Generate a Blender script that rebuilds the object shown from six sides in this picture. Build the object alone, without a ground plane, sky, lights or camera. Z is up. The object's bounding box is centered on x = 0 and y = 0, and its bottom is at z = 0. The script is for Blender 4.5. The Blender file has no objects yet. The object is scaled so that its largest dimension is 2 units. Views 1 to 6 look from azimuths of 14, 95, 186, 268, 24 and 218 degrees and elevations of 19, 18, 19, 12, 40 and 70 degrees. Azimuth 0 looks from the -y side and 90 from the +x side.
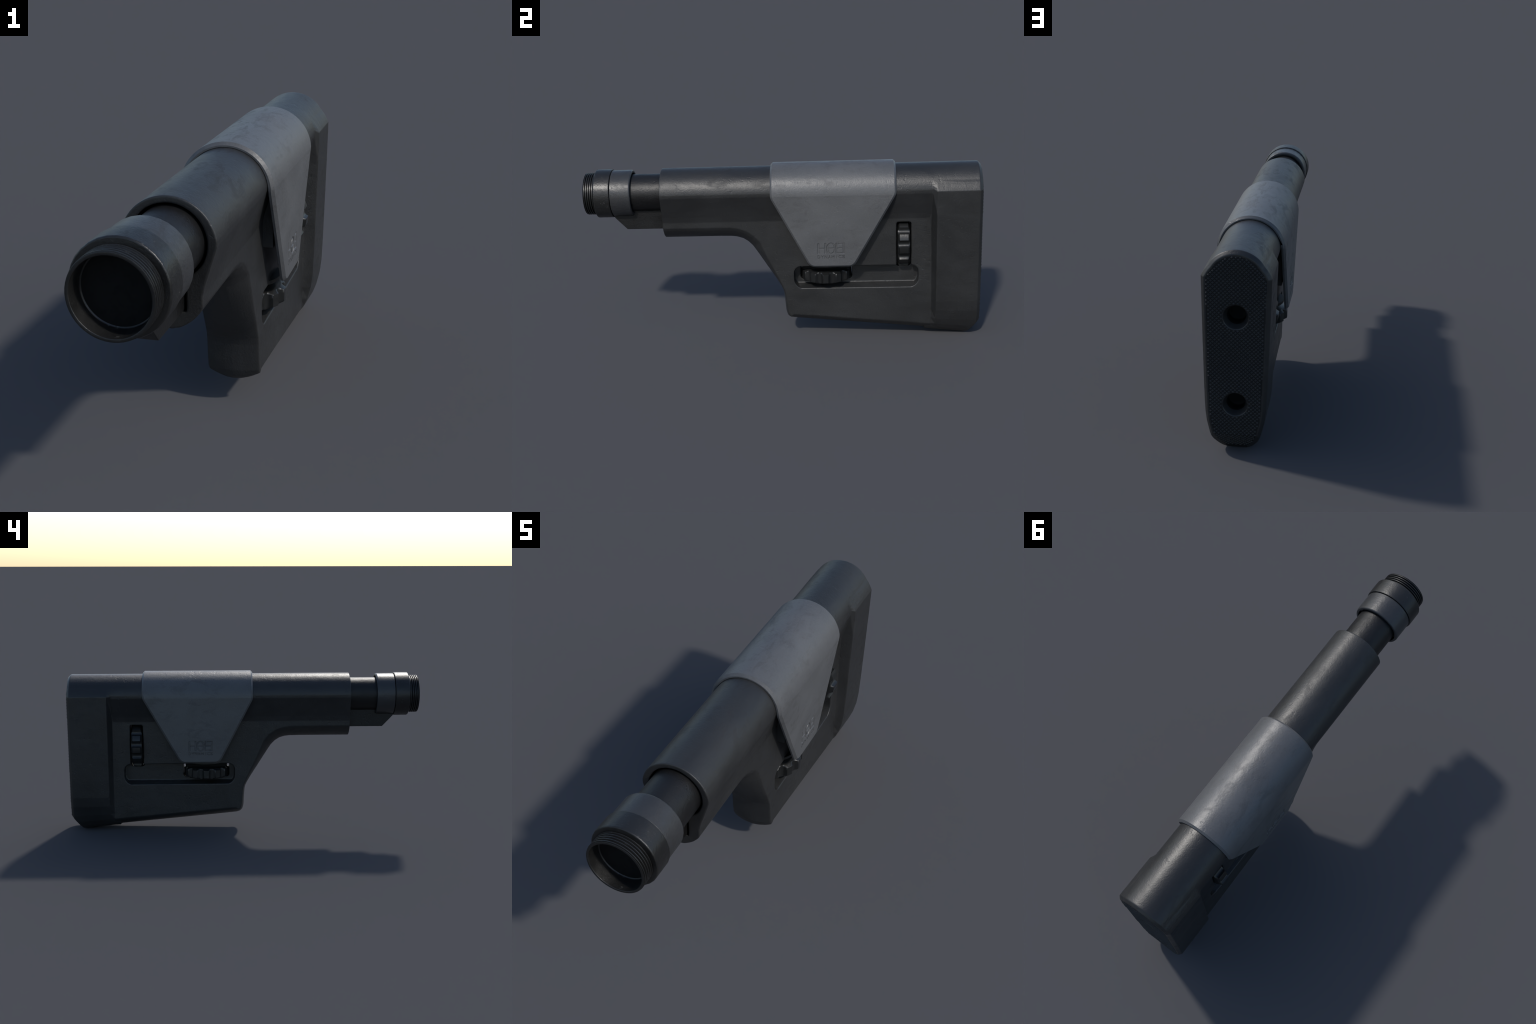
"""Adjustable rifle stock: moulded body with butt pad, saddle cheek rest, two knurled wheels, receiver tube with threaded end."""
import bpy, bmesh, math, random
from mathutils import Vector

random.seed(7)
SC = bpy.context.scene.collection

# ----------------------------------------------------------------------------- helpers
def new_object(name, verts, faces, mat=None, smooth=True):
    me = bpy.data.meshes.new(name)
    me.from_pydata([tuple(v) for v in verts], [], faces)
    bm = bmesh.new(); bm.from_mesh(me)
    bmesh.ops.remove_doubles(bm, verts=bm.verts, dist=1e-6)
    bmesh.ops.recalc_face_normals(bm, faces=bm.faces)
    bm.to_mesh(me); bm.free()
    ob = bpy.data.objects.new(name, me); SC.objects.link(ob)
    if mat: me.materials.append(mat)
    if smooth: me.polygons.foreach_set('use_smooth', [True] * len(me.polygons))
    return ob

def prism(name, pts, axis, a, b):
    """Extrude a closed 2D outline along an axis. axis 'x': pts=(y,z); 'y': pts=(x,z); 'z': pts=(x,y)."""
    place = {'x': lambda p, t: (t, p[0], p[1]), 'y': lambda p, t: (p[0], t, p[1]), 'z': lambda p, t: (p[0], p[1], t)}[axis]
    n = len(pts)
    v = [place(p, a) for p in pts] + [place(p, b) for p in pts]
    f = [list(range(n)), list(range(2 * n - 1, n - 1, -1))]
    f += [[i, (i + 1) % n, n + (i + 1) % n, n + i] for i in range(n)]
    return new_object(name, v, f, smooth=False)

def revolve(name, profile, segs, centre, axis='y', mat=None, phase=0.0, closed=True, radius_fn=None):
    """Turn a closed (t, radius) profile about an axis; radius_fn(angle, t, r) may flute it."""
    v, f, n = [], [], len(profile)
    for k in range(segs):
        a = 2 * math.pi * k / segs + phase
        for t, r in profile:
            rr = radius_fn(a, t, r) if radius_fn else r
            c, s = rr * math.cos(a), rr * math.sin(a)
            p = (c, t, s) if axis == 'y' else (c, s, t)
            v.append((centre[0] + p[0], centre[1] + p[1], centre[2] + p[2]))
    m = n if closed else n - 1
    for k in range(segs):
        k2 = (k + 1) % segs
        for i in range(m):
            j = (i + 1) % n
            f.append([k * n + i, k * n + j, k2 * n + j, k2 * n + i])
    return new_object(name, v, f, mat)

def modifier(ob, kind, **kw):
    m = ob.modifiers.new(kind.lower(), kind)
    for k, val in kw.items(): setattr(m, k, val)
    return m

def apply_all(ob):
    dg = bpy.context.evaluated_depsgraph_get()
    me = bpy.data.meshes.new_from_object(ob.evaluated_get(dg), preserve_all_data_layers=True, depsgraph=dg)
    old = ob.data
    ob.modifiers.clear(); ob.data = me
    bpy.data.meshes.remove(old)

def boolean(ob, others, op):
    for o in others:
        modifier(ob, 'BOOLEAN', operation=op, object=o, solver='EXACT')
    apply_all(ob)
    for o in others:
        me = o.data; bpy.data.objects.remove(o); bpy.data.meshes.remove(me)

def volume(me):
    bm = bmesh.new(); bm.from_mesh(me)
    v = bm.calc_volume() if all(e.is_manifold for e in bm.edges) else -1
    bm.free(); return v

def careful_cut(ob, cutters):
    """Cut one small piece at a time; a cut that does not leave a sound solid is nudged and tried again."""
    for c in cutters:
        before = ob.data.copy(); v0 = volume(before)
        for attempt in range(6):
            m = modifier(ob, 'BOOLEAN', operation='DIFFERENCE', object=c, solver='MANIFOLD')
            apply_all(ob)
            v1 = volume(ob.data)
            if v0 - 2e-5 < v1 <= v0 + 1e-9: break
            old = ob.data; ob.data = before.copy(); bpy.data.meshes.remove(old)
            for k, v in enumerate(c.data.vertices): v.co.y += 1.7e-4 * (1 + attempt); v.co.z += 1.3e-4 * (1 + attempt)
        else: print('cut skipped', c.name, v0, v1)
        bpy.data.meshes.remove(before)
        me = c.data; bpy.data.objects.remove(c); bpy.data.meshes.remove(me)

def smooth_by_angle(ob, deg, weighted=False):
    me = ob.data
    bm = bmesh.new(); bm.from_mesh(me)
    lim = math.radians(deg)
    for e in bm.edges:
        e.smooth = not (len(e.link_faces) == 2 and e.calc_face_angle(0) > lim)
    for p in bm.faces: p.smooth = True
    bm.to_mesh(me); bm.free()
    if weighted:
        modifier(ob, 'WEIGHTED_NORMAL', keep_sharp=True, weight=90)
        apply_all(ob)

def rounded_rect(c0, c1, w, h, radii, n=8):
    """radii: (bottom, top) corner radii."""
    rb, rt = radii; pts = []
    for cx, cy, r, a0 in ((c0 + w - rb, c1 + rb, rb, -90), (c0 + w - rt, c1 + h - rt, rt, 0),
                          (c0 + rt, c1 + h - rt, rt, 90), (c0 + rb, c1 + rb, rb, 180)):
        for k in range(n + 1):
            a = math.radians(a0 + 90 * k / n)
            pts.append((cx + r * math.cos(a), cy + r * math.sin(a)))
    return pts

def fillet(pts, radii, n=6):
    """Round the corners of a closed polygon (radius per corner)."""
    out = []
    for i, p in enumerate(pts):
        r = radii[i]
        if r <= 0: out.append(p); continue
        P, A, B = Vector(p), Vector(pts[i - 1]), Vector(pts[(i + 1) % len(pts)])
        u, w = (A - P).normalized(), (B - P).normalized()
        half = u.angle(w) / 2
        d = r / math.tan(half)
        c = P + (u + w).normalized() * (r / math.sin(half))
        s, e = P + u * d - c, P + w * d - c
        for k in range(n + 1):
            t = k / n
            v = (s * math.sin((1 - t) * s.angle(e)) + e * math.sin(t * s.angle(e))) / math.sin(s.angle(e))
            out.append(tuple(c + v))
    return out

def lerp_table(tab, x):
    for (a, va), (b, vb) in zip(tab, tab[1:]):
        if x <= b: return va + (vb - va) * max(0.0, (x - a)) / (b - a)
    return tab[-1][1]

# ----------------------------------------------------------------------------- materials
def node_material(name, base, rough, metallic=0.0, mottling=0.25, fleck=0.35, grain=0.25, tint=(1, 1, 1), scale=1.0,
                  wear=0.0, wear_colour=(0.2, 0.2, 0.2), spec=0.5, dent=0.35):
    m = bpy.data.materials.new(name); m.use_nodes = True
    nt = m.node_tree; N, L = nt.nodes, nt.links
    bs = N['Principled BSDF']
    tc = N.new('ShaderNodeTexCoord')
    def noise(sc, detail, rough_, dist=0.0, stretch=None):
        src = tc.outputs['Object']
        if stretch:
            mp = N.new('ShaderNodeMapping'); mp.inputs['Scale'].default_value = stretch
            L.new(src, mp.inputs['Vector']); src = mp.outputs['Vector']
        t = N.new('ShaderNodeTexNoise'); t.inputs['Scale'].default_value = sc * scale
        t.inputs['Detail'].default_value = detail; t.inputs['Roughness'].default_value = rough_
        t.inputs['Distortion'].default_value = dist
        L.new(src, t.inputs['Vector']); return t.outputs['Fac']
    def remap(sock, a, b, lo, hi):
        r = N.new('ShaderNodeMapRange'); r.interpolation_type = 'SMOOTHSTEP'
        for i, val in enumerate((a, b, lo, hi)): r.inputs[i + 1].default_value = val
        L.new(sock, r.inputs[0]); return r.outputs[0]
    def math_node(op, a, b):
        n = N.new('ShaderNodeMath'); n.operation = op
        for i, s in enumerate((a, b)):
            if isinstance(s, (int, float)): n.inputs[i].default_value = s
            else: L.new(s, n.inputs[i])
        return n.outputs[0]
    def mix(fac, a, b, blend='MIX'):
        n = N.new('ShaderNodeMix'); n.data_type = 'RGBA'; n.blend_type = blend
        if isinstance(fac, (int, float)): n.inputs['Factor'].default_value = fac
        else: L.new(fac, n.inputs['Factor'])
        for key, s in (('A', a), ('B', b)):
            sk = [i for i in n.inputs if i.name == key and i.type == 'RGBA'][0]
            if isinstance(s, tuple): sk.default_value = (*s, 1)
            else: L.new(s, sk)
        return [o for o in n.outputs if o.type == 'RGBA'][0]
    dark = tuple(c * (1 - mottling) for c in base); light = tuple(c * (1 + mottling) * t for c, t in zip(base, tint))
    big = noise(5.0, 6, 0.6, 0.6, (1, 0.7, 1))
    col = mix(remap(big, 0.32, 0.68, 0, 1), dark, light)
    # scuffed dark smears, patchy
    smear = math_node('MULTIPLY', remap(noise(22, 8, 0.72, 0.5, (1, 0.45, 1)), 0.47, 0.62, 0, 1), remap(noise(3.6, 4, 0.6), 0.44, 0.58, 0, 1))
    col = mix(math_node('MULTIPLY', smear, fleck), col, tuple(c * k for c, k in zip(base, (0.50, 0.46, 0.44))))
    fine = noise(160, 4, 0.6)
    col = mix(math_node('MULTIPLY', remap(fine, 0.35, 0.65, 0, 1), 0.18), col, tuple(c * 1.5 for c in base))
    if wear > 0:
        spots = math_node('MULTIPLY', remap(noise(55, 5, 0.7), 0.60, 0.70, 0, 1), remap(noise(7, 3, 0.5), 0.5, 0.6, 0, 1))
        col = mix(math_node('MULTIPLY', spots, wear), col, wear_colour)
    L.new(col, bs.inputs['Base Color'])
    bs.inputs['Metallic'].default_value = metallic
    bs.inputs['Specular IOR Level'].default_value = spec
    rg = math_node('ADD', remap(big, 0.3, 0.7, rough - 0.05, rough + 0.05), math_node('MULTIPLY', smear, 0.12))
    L.new(rg, bs.inputs['Roughness'])
    pits = math_node('MULTIPLY', remap(noise(48, 3, 0.55), 0.30, 0.42, -1, 0), remap(noise(6, 2, 0.5), 0.45, 0.62, 0.15, 1))
    height = math_node('ADD', math_node('ADD', math_node('MULTIPLY', pits, 0.8 * dent), math_node('MULTIPLY', fine, grain)), math_node('MULTIPLY', noise(20, 6, 0.62), 2.0 * dent))
    b = N.new('ShaderNodeBump'); b.inputs['Strength'].default_value = 0.4; b.inputs['Distance'].default_value = 0.0045
    L.new(height, b.inputs['Height']); L.new(b.outputs['Normal'], bs.inputs['Normal'])
    return m

POLYMER = node_material('dark_polymer', (0.0190, 0.0193, 0.0196), 0.42, mottling=0.16, wear=0.2, wear_colour=(0.045, 0.045, 0.046))
CHEEK = node_material('grey_polymer', (0.085, 0.0865, 0.0895), 0.42, mottling=0.08, fleck=0.42)
RUBBER = node_material('stud_rubber_sky_lightened', (0.030, 0.031, 0.032), 0.72, mottling=0.15, dent=0.1, fleck=0.0, spec=0.35)  # albedo raised so stud tops show the skylight they catch
PANEL = node_material('rubber_gap_shade_baked', (0.009, 0.0092, 0.0095), 0.7, mottling=0.15, dent=0.1, fleck=0.0, spec=0.3)  # base colour darkened to bake in occlusion between the studs
TUBE = node_material('black_anodised_tube', (0.0065, 0.0065, 0.0068), 0.42, spec=0.4, mottling=0.15)
NUT = node_material('blackened_steel_nut', (0.0105, 0.0105, 0.0105), 0.37, mottling=0.2, wear=0.6, wear_colour=(0.10, 0.10, 0.095))
COLLAR = node_material('grey_anodised_collar', (0.030, 0.031, 0.033), 0.36, mottling=0.1)
WHEEL = node_material('black_wheel_plastic', (0.0105, 0.011, 0.011), 0.36, mottling=0.1, dent=0.1)
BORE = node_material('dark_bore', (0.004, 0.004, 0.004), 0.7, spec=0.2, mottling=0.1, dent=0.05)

# ----------------------------------------------------------------------------- stock body + butt pad (one moulded surface)
AXIS_Z = 0.773           # centre line of the receiver tube
FRONT, STEP, REAR = -0.605, 0.750, 0.9964
SIDE_X = 0.0885          # half width of the flat flanks

def body_half(z):
    """Half width of the body at height z: round roof, leaning shoulder, flat flank."""
    if z >= 0.785: return math.sqrt(max(0.0, 0.1308 ** 2 - (z - 0.7645) ** 2))
    return lerp_table([(0.0, SIDE_X), (0.632, SIDE_X), (0.66, 0.0945), (0.768, 0.1285), (0.785, 0.1295)], z)

zs = [-0.05, 0.60, 0.632, 0.645, 0.66, 0.70, 0.74, 0.768, 0.777]
half = [(body_half(z), z) for z in zs]
for k in range(19):
    a = math.radians(9 + 81 * k / 18)
    half.append((0.1308 * math.cos(a), 0.7645 + 0.1308 * math.sin(a)))
section = half + [(-x, z) for x, z in reversed(half[:-1])]
roof = prism('roof', section, 'y', -0.7, STEP - 0.001)

# underside path seen from the side: barrel bottom, throat curve, sloping grip, toe, bottom line; (y, z, edge rounding)
under = [(FRONT, 0.534, 1.0), (-0.45, 0.534, 1.0), (-0.32, 0.534, 1.0), (-0.262, 0.533, 1.0), (-0.235, 0.530, 0.98), (-0.205, 0.521, 0.96), (-0.18, 0.505, 0.93),
         (-0.157, 0.482, 0.88), (-0.13, 0.442, 0.72), (-0.08, 0.364, 0.50), (-0.043, 0.308, 0.37), (-0.018, 0.267, 0.28), (-0.008, 0.247, 0.24), (-0.003, 0.228, 0.21),
         (-0.000, 0.195, 0.20), (0.002, 0.16, 0.21), (0.004, 0.128, 0.27), (0.010, 0.105, 0.35), (0.024, 0.090, 0.46), (0.045, 0.082, 0.64), (0.2, 0.067, 0.70), (0.45, 0.0445, 0.70), (0.80, 0.0130, 0.70)]
def edge_round(x):
    """How far the underside retreats at |x| (quarter-ellipse-like)."""
    return lerp_table([(0, 0), (0.026, 0.006), (0.047, 0.018), (0.062, 0.030), (0.074, 0.043), (0.083, 0.055), (0.0885, 0.067), (0.2, 0.067)], abs(x))
stations = [-0.15] + [SIDE_X * k / 14 for k in range(-14, 15)] + [0.15]
verts, faces = [], []
n = len(under)
for x in stations:
    ring = []
    for i, (y, z, k) in enumerate(under):
        p, q = under[max(0, i - 1)], under[min(n - 1, i + 1)]
        t = Vector((q[0] - p[0], q[1] - p[1])).normalized()
        nrm = Vector((-t.y, t.x))                 # points into the solid
        d = edge_round(x) * k
        if i in (0, n - 1): nrm = Vector((0, 1))
        ring.append((x, y + nrm.x * d, z + nrm.y * d))
    ring += [(x, 0.80, 1.0), (x, FRONT, 1.0)]
    verts += ring
m = n + 2
for s in range(len(stations) - 1):
    for i in range(m):
        j = (i + 1) % m
        faces.append([s * m + i, s * m + j, (s + 1) * m + j, (s + 1) * m + i])
faces.append(list(range(m))); faces.append([(len(stations) - 1) * m + i for i in reversed(range(m))])
body = new_object('stock_body', verts, faces, smooth=False)
boolean(body, [roof], 'INTERSECT')

# butt pad: sections along y
def pad_half():
    pts = []
    for k in range(15):                      # same round roof as the body, then a straight flare to the shoulder
        a = math.radians(90 - 60 * k / 14)
        pts.append((0.1309 * math.cos(a), 0.7645 + 0.1309 * math.sin(a)))
    pts += [(0.1215, 0.8205), (0.1295, 0.8085), (0.1370, 0.7945), (0.1430, 0.7810)]
    pts += [(0.1405, 0.66), (0.136, 0.48), (0.131, 0.30), (0.1270, 0.20), (0.1205, 0.145), (0.107, 0.090), (0.093, 0.053), (0.073, 0.023), (0.054, 0.006), (0.038, 0.0)]
    return pts
PAD = pad_half()
def pad_section(y):
    out = []
    for x, z in PAD:
        low = max(0.0, 1 - z / 0.2)
        out.append((x, z + low * 0.017 * (0.935 - y) / 0.175))
    return out
def inset(sec, d):
    out = []
    for i, (x, z) in enumerate(sec):
        a = Vector(sec[max(0, i - 1)]); b = Vector(sec[min(len(sec) - 1, i + 1)])
        if i == 0: a = Vector((-sec[1][0], sec[1][1]))
        t = (b - a).normalized(); nr = Vector((t.y, -t.x))
        out.append((x + nr.x * d, z + nr.y * d))
    return out
front_sec = pad_section(STEP)
def core_point(x, z):
    """Where a pad point starts on the body: just under its roof, or just inside its flank."""
    if z < 0.785: return (min(x, body_half(z) - 0.002), z)
    a = math.atan2(z - 0.7645, x)
    return (0.1308 * math.cos(a), 0.7645 + 0.1308 * math.sin(a))
core = [core_point(x, z) for x, z in front_sec]
def roof_blend(y):
    """Full pad width on the flanks, still the body's roof near the crown, so the step fades out upward."""
    out = []
    for (x, z), (cx, cz) in zip(pad_section(y), core):
        w = min(1.0, max(0.0, (0.850 - z) / 0.065)); w = w * w * (3 - 2 * w)
        out.append((cx + (x - cx) * w, cz + (z - cz) * w))
    return out
sunk = [(x * 0.90, z - (0.02 if z > 0.7 else 0.0)) for x, z in core]
rings = [(STEP - 0.03, sunk), (STEP, core), (STEP + 0.024, roof_blend(STEP + 0.024)), (0.90, pad_section(0.90)), (0.982, pad_section(0.982)), (REAR, inset(pad_section(REAR), 0.014))]
verts, faces = [], []
cnt = 2 * len(PAD) - 1
for y, sec in rings:
    loop = sec + [(-x, z) for x, z in reversed(sec[1:])]
    verts += [(x, y, z) for x, z in loop]
for s in range(len(rings) - 1):
    for i in range(cnt):
        j = (i + 1) % cnt
        faces.append([s * cnt + i, s * cnt + j, (s + 1) * cnt + j, (s + 1) * cnt + i])
faces.append(list(range(cnt))); faces.append([(len(rings) - 1) * cnt + i for i in reversed(range(cnt))])
pad = new_object('pad_solid', verts, faces, smooth=False)
heel = prism('heel_cut', [(0.930, -0.008), (0.9985, 0.094), (1.2, 0.094), (1.2, -0.2), (0.93, -0.2)], 'x', -0.3, 0.3)
boolean(pad, [heel], 'DIFFERENCE')

# openings: tube bore with key slot, side grooves, wheel windows, screw holes in the pad
bore = []
BR, KEY = 0.1035, 0.044
a_key = math.asin(KEY / BR)
for k in range(49):
    a = -math.pi / 2 + a_key + (2 * math.pi - 2 * a_key) * k / 48
    bore.append((BR * math.cos(a), AXIS_Z + BR * math.sin(a)))
bore += [(-KEY, 0.585), (KEY, 0.585)]
cutters = [prism('bore', bore, 'y', -0.8, -0.40)]
groove = rounded_rect(0.056, 0.2670, 0.632, 0.120, (0.05, 0.038))
for sgn in (1, -1):                       # deep flat floor, lower wall leaning out to the lip
    ramp = [(0.3, 0.42), (0.033, 0.42), (0.033, 0.2805), (0.0895, 0.2685), (0.3, 0.2685)]
    bar = prism('groove', [(sgn * x, z) for x, z in ramp], 'y', 0.0, 0.75)
    boolean(bar, [prism('groove_outline', groove, 'x', -0.4, 0.4)], 'INTERSECT')
    cutters.append(bar)
W1, W2 = (0.0, 0.2185, 0.331), (0.0, 0.6135, 0.490)
cutters += [prism('window', rounded_rect(0.087, 0.300, 0.265, 0.086, (0.018, 0.012)), 'x', -0.3, 0.3),
            prism('window', rounded_rect(0.577, 0.364, 0.074, 0.250, (0.014, 0.012)), 'x', -0.3, 0.3)]
for hz in (0.617, 0.231):
    boolean(pad, [revolve('screw_hole', [(1.02, 0.0), (1.02, 0.066), (REAR, 0.0525), (0.966, 0.039), (0.918, 0.039), (0.918, 0.0)], 40, (0, 0, hz))], 'DIFFERENCE')
for c in cutters:
    boolean(body, [c], 'DIFFERENCE')
boolean(body, [pad], 'UNION')

modifier(body, 'REMESH', mode='VOXEL', voxel_size=0.0029, adaptivity=0.0)
modifier(body, 'SMOOTH', factor=0.45, iterations=2)
apply_all(body)

def split_by_region(ob, specs):
    """Separate a smooth mesh into named regions whose borders coincide, keeping the whole surface's normals."""
    me = ob.data
    normals = [v.normal.copy() for v in me.vertices]
    coords = [v.co.copy() for v in me.vertices]
    buckets = [[] for _ in specs]
    for p in me.polygons:
        for i, (_, _, test) in enumerate(specs):
            if test(p.center, p.normal): buckets[i].append(list(p.vertices)); break
    result = []
    for (name, mat, _), polys in zip(specs, buckets):
        ids = {}
        for poly in polys:
            for v in poly: ids.setdefault(v, len(ids))
        order = list(ids)
        nm = bpy.data.meshes.new(name)
        nm.from_pydata([coords[v] for v in order], [], [[ids[v] for v in poly] for poly in polys])
        nm.polygons.foreach_set('use_smooth', [True] * len(nm.polygons))
        nm.materials.append(mat)
        nm.normals_split_custom_set_from_vertices([normals[v] for v in order])
        o = bpy.data.objects.new(name, nm); SC.objects.link(o); result.append(o)
    bpy.data.objects.remove(ob); bpy.data.meshes.remove(me)
    return result
body.name = 'whole_surface'
rim = inset(pad_section(REAR), 0.023)
def pad_limit(z):
    pts = sorted(((p[1], p[0]) for p in rim))
    if z < pts[0][0] or z > pts[-1][0]: return -1
    return lerp_table(pts, z)
def face_point(x, s):
    """s = distance measured down the face; below the heel break it bends onto the slope."""
    if s >= 0.090: return Vector((x, REAR - 0.0006, s)), Vector((0, 1, 0)), Vector((0, 0, 1))
    d = Vector((0, 0.0685, 0.102)).normalized()
    return Vector((x, 0.9944, 0.0890)) - d * (0.090 - s), Vector((0, d.z, -d.y)), d
HOLES = (0.617, 0.231)
def in_recess(c):
    return 0.90 < c.y < 0.9665 and any(math.hypot(c.x, c.z - hz) < 0.0415 for hz in HOLES)
def on_panel(c, nn):
    if nn.y < 0.6 or c.y < 0.93 or any(math.hypot(c.x, c.z - hz) < 0.0545 for hz in HOLES): return False
    return abs(c.x) < pad_limit(max(c.z, 0.021)) + 0.003 and (c.y > REAR - 0.002 or c.z < 0.091)
stock_body, screw_recess, grip_panel, butt_pad = split_by_region(body, [
    ('stock_body', POLYMER, lambda c, nn: c.y < STEP + 0.004),
    ('screw_recess', BORE, lambda c, nn: in_recess(c)),  # hole interior coloured near-black to paint its deep shade
    ('grip_panel', PANEL, on_panel),
    ('butt_pad', POLYMER, lambda c, nn: True)])

# diamond studs of the butt face, following the flat and the heel slope
verts, faces = [], []
DX, DZ, H = 0.0168, 0.0084, 0.0040
row = 0; s = 0.885
while s > 0.004:
    c, nn, up = face_point(0, s)
    lim = pad_limit(max(c.z, 0.021))
    off = (row % 2) * DX / 2
    kx = -10
    while kx <= 10:
        x = kx * DX + off; kx += 1
        if abs(x) > lim: continue
        if any(math.hypot(x, s - hz) < 0.058 for hz in HOLES): continue
        c, nn, up = face_point(x, s)
        side = Vector((1, 0, 0)); i = len(verts)
        for a, b in ((1, 0), (0, 1), (-1, 0), (0, -1)):
            verts.append(c + side * a * DX * 0.37 + up * b * DZ * 0.70)
        for a, b in ((1, 0), (0, 1), (-1, 0), (0, -1)):
            verts.append(c + side * a * DX * 0.12 + up * b * DZ * 0.22 + nn * H)
        for q in range(4):
            r = (q + 1) % 4
            faces.append([i + q, i + r, i + 4 + r, i + 4 + q])
        faces.append([i + 4, i + 5, i + 6, i + 7])
    s -= DZ; row += 1
studs = new_object('grip_stud', verts, faces, RUBBER, smooth=False)
studs['kind'] = 'stuff'

# ----------------------------------------------------------------------------- cheek rest: saddle with hanging flaps
OUT_X, IN_X = 0.150, 0.1315
def saddle(xw, ztop, zs_, zb):
    """Half section: arch from the top to the shoulder, then a straight flap."""
    rise = ztop - zs_
    R = (xw * xw + rise * rise) / (2 * rise) if rise < xw else xw
    cz = ztop - R
    a0 = math.asin(min(1.0, (zs_ - cz) / R))
    pts = []
    for k in range(25):
        a = math.pi / 2 + (a0 - math.pi / 2) * k / 24
        pts.append((R * math.cos(a), cz + R * math.sin(a)))
    return pts + [(xw, zb)]
outer = saddle(OUT_X, 0.9115, 0.772, 0.2)
inner = saddle(IN_X, 0.8956, 0.768, 0.2)
sec = outer + list(reversed(inner)) + [(-x, z) for x, z in inner[1:]] + [(-x, z) for x, z in reversed(outer[1:])]
cheek = prism('cheek_rest', sec, 'y', -0.3, 0.8)
outline = fillet([(-0.048, 1.0), (-0.048, 0.765), (0.142, 0.401), (0.3620, 0.401), (0.5745, 0.773), (0.5745, 1.0)],
                 [0, 0.06, 0.045, 0.045, 0.06, 0])
blank = prism('cheek_outline', outline, 'x', -0.4, 0.4)
boolean(cheek, [blank], 'INTERSECT')
bm = bmesh.new(); bm.from_mesh(cheek.data)
bmesh.ops.remove_doubles(bm, verts=bm.verts, dist=1e-5)
bmesh.ops.dissolve_limit(bm, angle_limit=math.radians(0.5), verts=bm.verts, edges=bm.edges)
bm.to_mesh(cheek.data); bm.free()
# wide soft chamfer on the outer rims, a slight one inside
bm = bmesh.new(); bm.from_mesh(cheek.data)
lay = bm.edges.layers.float.new('bevel_weight_edge')
rise = 0.9115 - 0.772; RO = (OUT_X ** 2 + rise ** 2) / (2 * rise)
for e in bm.edges:
    if len(e.link_faces) == 2 and e.calc_face_angle(0) > math.radians(50):
        c = (e.verts[0].co + e.verts[1].co) / 2
        out = abs(c.x) > OUT_X - 0.002 if c.z < 0.772 else math.hypot(c.x, c.z - (0.9115 - RO)) > RO - 0.004
        e[lay] = 1.0 if out else 0.15
bm.to_mesh(cheek.data); bm.free()
modifier(cheek, 'BEVEL', width=0.0095, segments=1, limit_method='WEIGHT', use_clamp_overlap=False)
apply_all(cheek)

# engraved mark on both flaps: H, barred ring, reversed E over a word line, cut into the flap
def stroke_cutters(floor, mouth, mirror):
    """Strokes laid out in a 0..1 box, cut with sloping walls from the mouth down to the floor."""
    y0, y1, z0, z1 = 0.181, 0.317, 0.472, 0.529
    if mirror: y0, y1 = y1, y0
    def P(u, w): return (y0 + (y1 - y0) * u, z0 + (z1 - z0) * w)
    th_u, th_w = 0.070, 0.135
    bars = [(0.0, 0.0, th_u, 1.0), (th_u, 0.44, 0.255, 0.44 + th_w), (0.255, 0.0, 0.322, 1.0),
            (0.40, 0.44, 0.61, 0.44 + th_w), (0.668, 0.0, 0.722, 1.0), (0.722, 0.0, 0.93, th_w),
            (0.75, 0.44, 0.90, 0.44 + th_w), (0.77, 1 - th_w, 0.93, 1.0), (0.93, 0.0, 1.0, 1.0)]
    res = []
    for i, (a, b, c, d) in enumerate(bars):
        p, q = P(a - (0.018 if d - b < 0.5 else 0.002), b + 0.004 * (i % 4)), P(c + (0.015 if d - b < 0.5 else 0.002), d + 0.005 * (i % 3))      # strokes overlap a little
        e = math.copysign(7e-5 * (i + 1), floor)
        ya, yb = sorted((p[0], q[0]))
        def box(g): return [(ya - g, p[1] - g), (yb + g, p[1] - g), (yb + g, q[1] + g), (ya - g, q[1] + g)]
        v = [(mouth, *c) for c in box(0.0007)] + [(floor + e, *c) for c in box(-0.0022)]
        res.append(new_object('bar', v, [[0, 1, 2, 3], [7, 6, 5, 4]] + [[k, (k + 1) % 4, 4 + (k + 1) % 4, 4 + k] for k in range(4)], smooth=False))
    cu, cw, ru, rw, v, f = 0.497, 0.5, 0.176, 0.54, [], []
    K = 32
    for k in range(K):
        a = 2 * math.pi * k / K
        for scl in (1.0, 0.0):
            for xx, g in ((mouth, 0.0007), (floor, -0.0022)):
                gg = g if scl else -g
                uu = cu + (ru - (0 if scl else th_u) + gg / 0.136) * math.cos(a); ww = cw + (rw - (0 if scl else th_w) + gg / 0.057) * math.sin(a)
                p = P(uu, ww); v.append((xx, p[0], p[1]))
    for k in range(K):
        i, j = 4 * k, 4 * ((k + 1) % K)
        f += [[i, j, j + 1, i + 1], [i + 2, i + 3, j + 3, j + 2], [i, i + 2, j + 2, j], [i + 1, j + 1, j + 3, i + 3]]
    res.append(new_object('ring', v, f, smooth=False))
    return res

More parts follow.
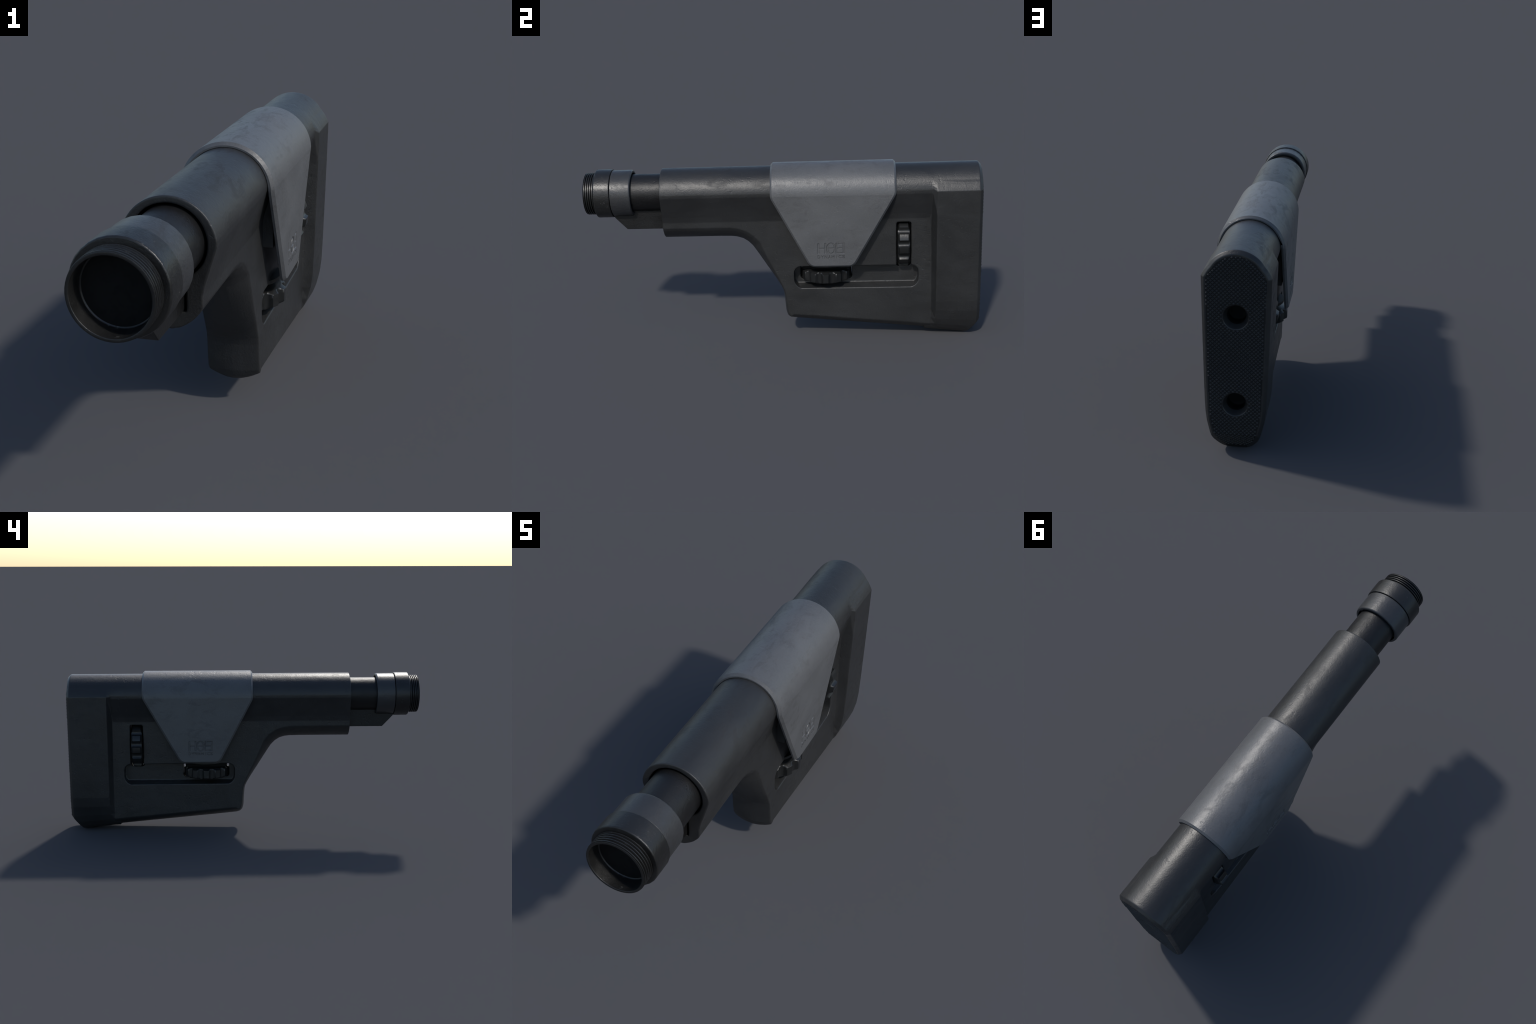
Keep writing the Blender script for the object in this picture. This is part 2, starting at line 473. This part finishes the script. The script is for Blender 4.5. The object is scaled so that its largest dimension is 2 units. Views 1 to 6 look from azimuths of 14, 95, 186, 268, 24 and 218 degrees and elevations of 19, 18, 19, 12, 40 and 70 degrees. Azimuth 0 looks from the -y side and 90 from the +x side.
LETTERS = {  # strokes of the word line on a unit box
    'D': [(0, 0, 0, 1), (0, 1, .6, 1), (.6, 1, 1, .65), (1, .65, 1, .35), (1, .35, .6, 0), (.6, 0, 0, 0)],
    'Y': [(0, 1, .5, .5), (1, 1, .5, .5), (.5, .5, .5, 0)],
    'N': [(0, 0, 0, 1), (0, 1, 1, 0), (1, 0, 1, 1)],
    'A': [(0, 0, .5, 1), (.5, 1, 1, 0), (.2, .35, .8, .35)],
    'M': [(0, 0, 0, 1), (0, 1, .5, .3), (.5, .3, 1, 1), (1, 1, 1, 0)],
    'I': [(.5, 0, .5, 1)],
    'C': [(1, .85, .7, 1), (.7, 1, .3, 1), (.3, 1, 0, .7), (0, .7, 0, .3), (0, .3, .3, 0), (.3, 0, .7, 0), (.7, 0, 1, .15)],
    'S': [(1, .88, .7, 1), (.7, 1, .2, 1), (.2, 1, 0, .75), (0, .75, 1, .3), (1, .3, .8, 0), (.8, 0, .3, 0), (.3, 0, 0, .12)]}
def word_cutters(text, depth_x0, depth_x1, mirror):
    y0, y1, z0, h, t = 0.1815, 0.3165, 0.4505, 0.0140, 0.0011
    pitch = (y1 - y0) / (len(text) - 0.35)
    res = []
    for n_, ch in enumerate(text):
        for q, (u0, w0, u1, w1) in enumerate(LETTERS[ch]):
            a = Vector((y0 + pitch * (n_ + 0.65 * u0), z0 + h * w0)); b = Vector((y0 + pitch * (n_ + 0.65 * u1), z0 + h * w1))
            d = (b - a).normalized() * t; p = Vector((-d.y, d.x)) * (1 + 0.05 * q)
            pts = [a - d - p, b + d - p, b + d + p, a - d + p]
            if mirror: pts = [Vector((y0 + y1 - c.x, c.y)) for c in pts]
            e = 9e-5 * (q + 1)
            res.append(prism('letter', [tuple(c) for c in pts], 'x', depth_x0 + e, depth_x1 + e))
    return res
for sgn in (1, -1):
    lo, hi = sorted((sgn * (OUT_X - 0.0038), sgn * (OUT_X + 0.02)))
    group = stroke_cutters(sgn * (OUT_X - 0.0035), sgn * (OUT_X + 0.001), sgn < 0)
    careful_cut(cheek, group)
    careful_cut(cheek, word_cutters('DYNAMICS', lo, hi, sgn < 0))
cheek.data.materials.clear(); cheek.data.materials.append(CHEEK)
smooth_by_angle(cheek, 35)
bm = bmesh.new(); bm.from_mesh(cheek.data)            # the planar flap faces stay flat-shaded
for p in bm.faces: p.smooth = abs(p.normal.x) < 0.9995
for e in bm.edges:
    if len({p.smooth for p in e.link_faces}) > 1: e.smooth = False
bm.to_mesh(cheek.data); bm.free()

# guide rails inside the saddle, riding on the flanks
rails = []
for sgn in (1, -1):
    xs = sorted((sgn * 0.080, sgn * 0.1225))
    r = prism('guide_rail', rounded_rect(0.065, 0.545, 0.365, 0.225, (0.006, 0.002), 3), 'x', xs[0], xs[1])
    r.data.materials.append(POLYMER)
    modifier(r, 'BEVEL', width=0.003, segments=2, limit_method='ANGLE', angle_limit=math.radians(40)); apply_all(r)
    smooth_by_angle(r, 35, weighted=True); rails.append(r)

# ----------------------------------------------------------------------------- knurled wheels
def wheel(name, axis, phase):
    TEETH, R = 12, 0.1315
    def flute(a, t, r):
        a = math.atan2(math.sin(a), abs(math.cos(a)))   # mirrored left and right
        u = ((a - phase) * TEETH / (2 * math.pi)) % 1.0
        d = abs(u - 0.5) * 2                       # 0 at groove centre, 1 at land centre
        cut = 0.0155 * max(0.0, 1 - (d / 0.52) ** 2) ** 0.5 if d < 0.52 else 0.0
        return min(r, R - cut)
    prof = [(-0.031, 0.0), (-0.031, 0.030), (-0.031, 0.113), (-0.029, 0.1165), (-0.0235, 0.1285), (-0.0215, R), (-0.008, R), (0.008, R), (0.0215, R),
            (0.0235, 0.1285), (0.029, 0.1165), (0.031, 0.113), (0.031, 0.030), (0.031, 0.0)]
    o = revolve(name, prof, TEETH * 16, (0, 0, 0), axis, WHEEL, radius_fn=flute)
    smooth_by_angle(o, 38)
    return o
wheel_a = wheel('adjustment_wheel', 'z', 0.0)
wheel_a.location = W1
wheel_b = wheel('adjustment_wheel', 'y', math.radians(-7))
wheel_b.location = W2
hub = revolve('wheel_hub', [(0.385, 0.0), (0.385, 0.111), (0.388, 0.114), (0.400, 0.114), (0.400, 0.0)], 64, (0, W1[1], 0), 'z', WHEEL)
smooth_by_angle(hub, 35)
shadow_block = prism('gap_shadow_block', rounded_rect(0.100, 0.3635, 0.238, 0.024, (0.004, 0.004), 3), 'x', -0.055, 0.055)  # black filler modelled to block sun and draw the shadow above the wheel
shadow_block.data.materials.append(BORE)

# ----------------------------------------------------------------------------- receiver tube
C = (0, 0, AXIS_Z)
tube = revolve('buffer_tube', [(-0.86, 0.080), (-0.86, 0.0955), (-0.42, 0.0955), (-0.42, 0.080)], 48, C, 'y', TUBE)
smooth_by_angle(tube, 35)
# threaded end with bore
prof = [(-0.86, 0.0995), (-0.943, 0.0995)]
NT, Y0, Y1 = 5, -0.944, -0.9965
for k in range(NT):
    a = Y0 + (Y1 - Y0) * k / NT; st = (Y1 - Y0) / NT
    prof += [(a + st * 0.20, 0.0995), (a + st * 0.48, 0.1073), (a + st * 0.76, 0.1073), (a + st * 1.0, 0.0995)]
prof += [(-0.9972, 0.1055), (-0.9985, 0.1060), (-0.9998, 0.1045), (-0.9998, 0.0985), (-0.998, 0.0965), (-0.946, 0.0960), (-0.943, 0.0935), (-0.9415, 0.090), (-0.86, 0.0895)]
thread = revolve('threaded_end', prof, 48, C, 'y', NUT)
smooth_by_angle(thread, 50, weighted=True)
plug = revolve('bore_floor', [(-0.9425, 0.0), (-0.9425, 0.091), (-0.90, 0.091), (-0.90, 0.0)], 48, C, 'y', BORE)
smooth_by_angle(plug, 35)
nut = revolve('castle_nut', [(-0.9440, 0.100), (-0.9440, 0.1185), (-0.9425, 0.1218), (-0.9385, 0.1237), (-0.866, 0.1237), (-0.8625, 0.122), (-0.8615, 0.118), (-0.8615, 0.100)], 32, C, 'y', NUT)
smooth_by_angle(nut, 50, weighted=True)
collar = revolve('end_plate_collar', [(-0.8600, 0.100), (-0.8600, 0.1165), (-0.8580, 0.1182), (-0.765, 0.1182), (-0.7585, 0.1155), (-0.757, 0.112), (-0.757, 0.105), (-0.760, 0.1035), (-0.774, 0.1030), (-0.774, 0.094)], 32, C, 'y', COLLAR, phase=math.pi / 32)
smooth_by_angle(collar, 50, weighted=True)
LUG = 0.0370
lug = prism('tube_key', [(-0.860, 0.652), (-0.799, 0.5885), (-0.45, 0.5885), (-0.45, 0.70), (-0.862, 0.70)], 'x', -LUG, LUG)
lug.data.materials.append(TUBE)
modifier(lug, 'BEVEL', width=0.003, segments=2, limit_method='ANGLE', angle_limit=math.radians(30)); apply_all(lug)
smooth_by_angle(lug, 35, weighted=True)

# ----------------------------------------------------------------------------- hierarchy
root = bpy.data.objects.new('rifle_stock', None); SC.objects.link(root)
root['label'] = 'dark grey adjustable rifle stock with lighter cheek rest'
root['category'] = 'rifle stock'
def attach(o, parent):
    o.parent = parent
for o in (stock_body, butt_pad, cheek, wheel_a, wheel_b, tube): attach(o, root)
attach(studs, butt_pad)
attach(grip_panel, butt_pad); attach(screw_recess, butt_pad)
for r in rails: attach(r, cheek)
hub.parent = cheek
attach(shadow_block, stock_body)
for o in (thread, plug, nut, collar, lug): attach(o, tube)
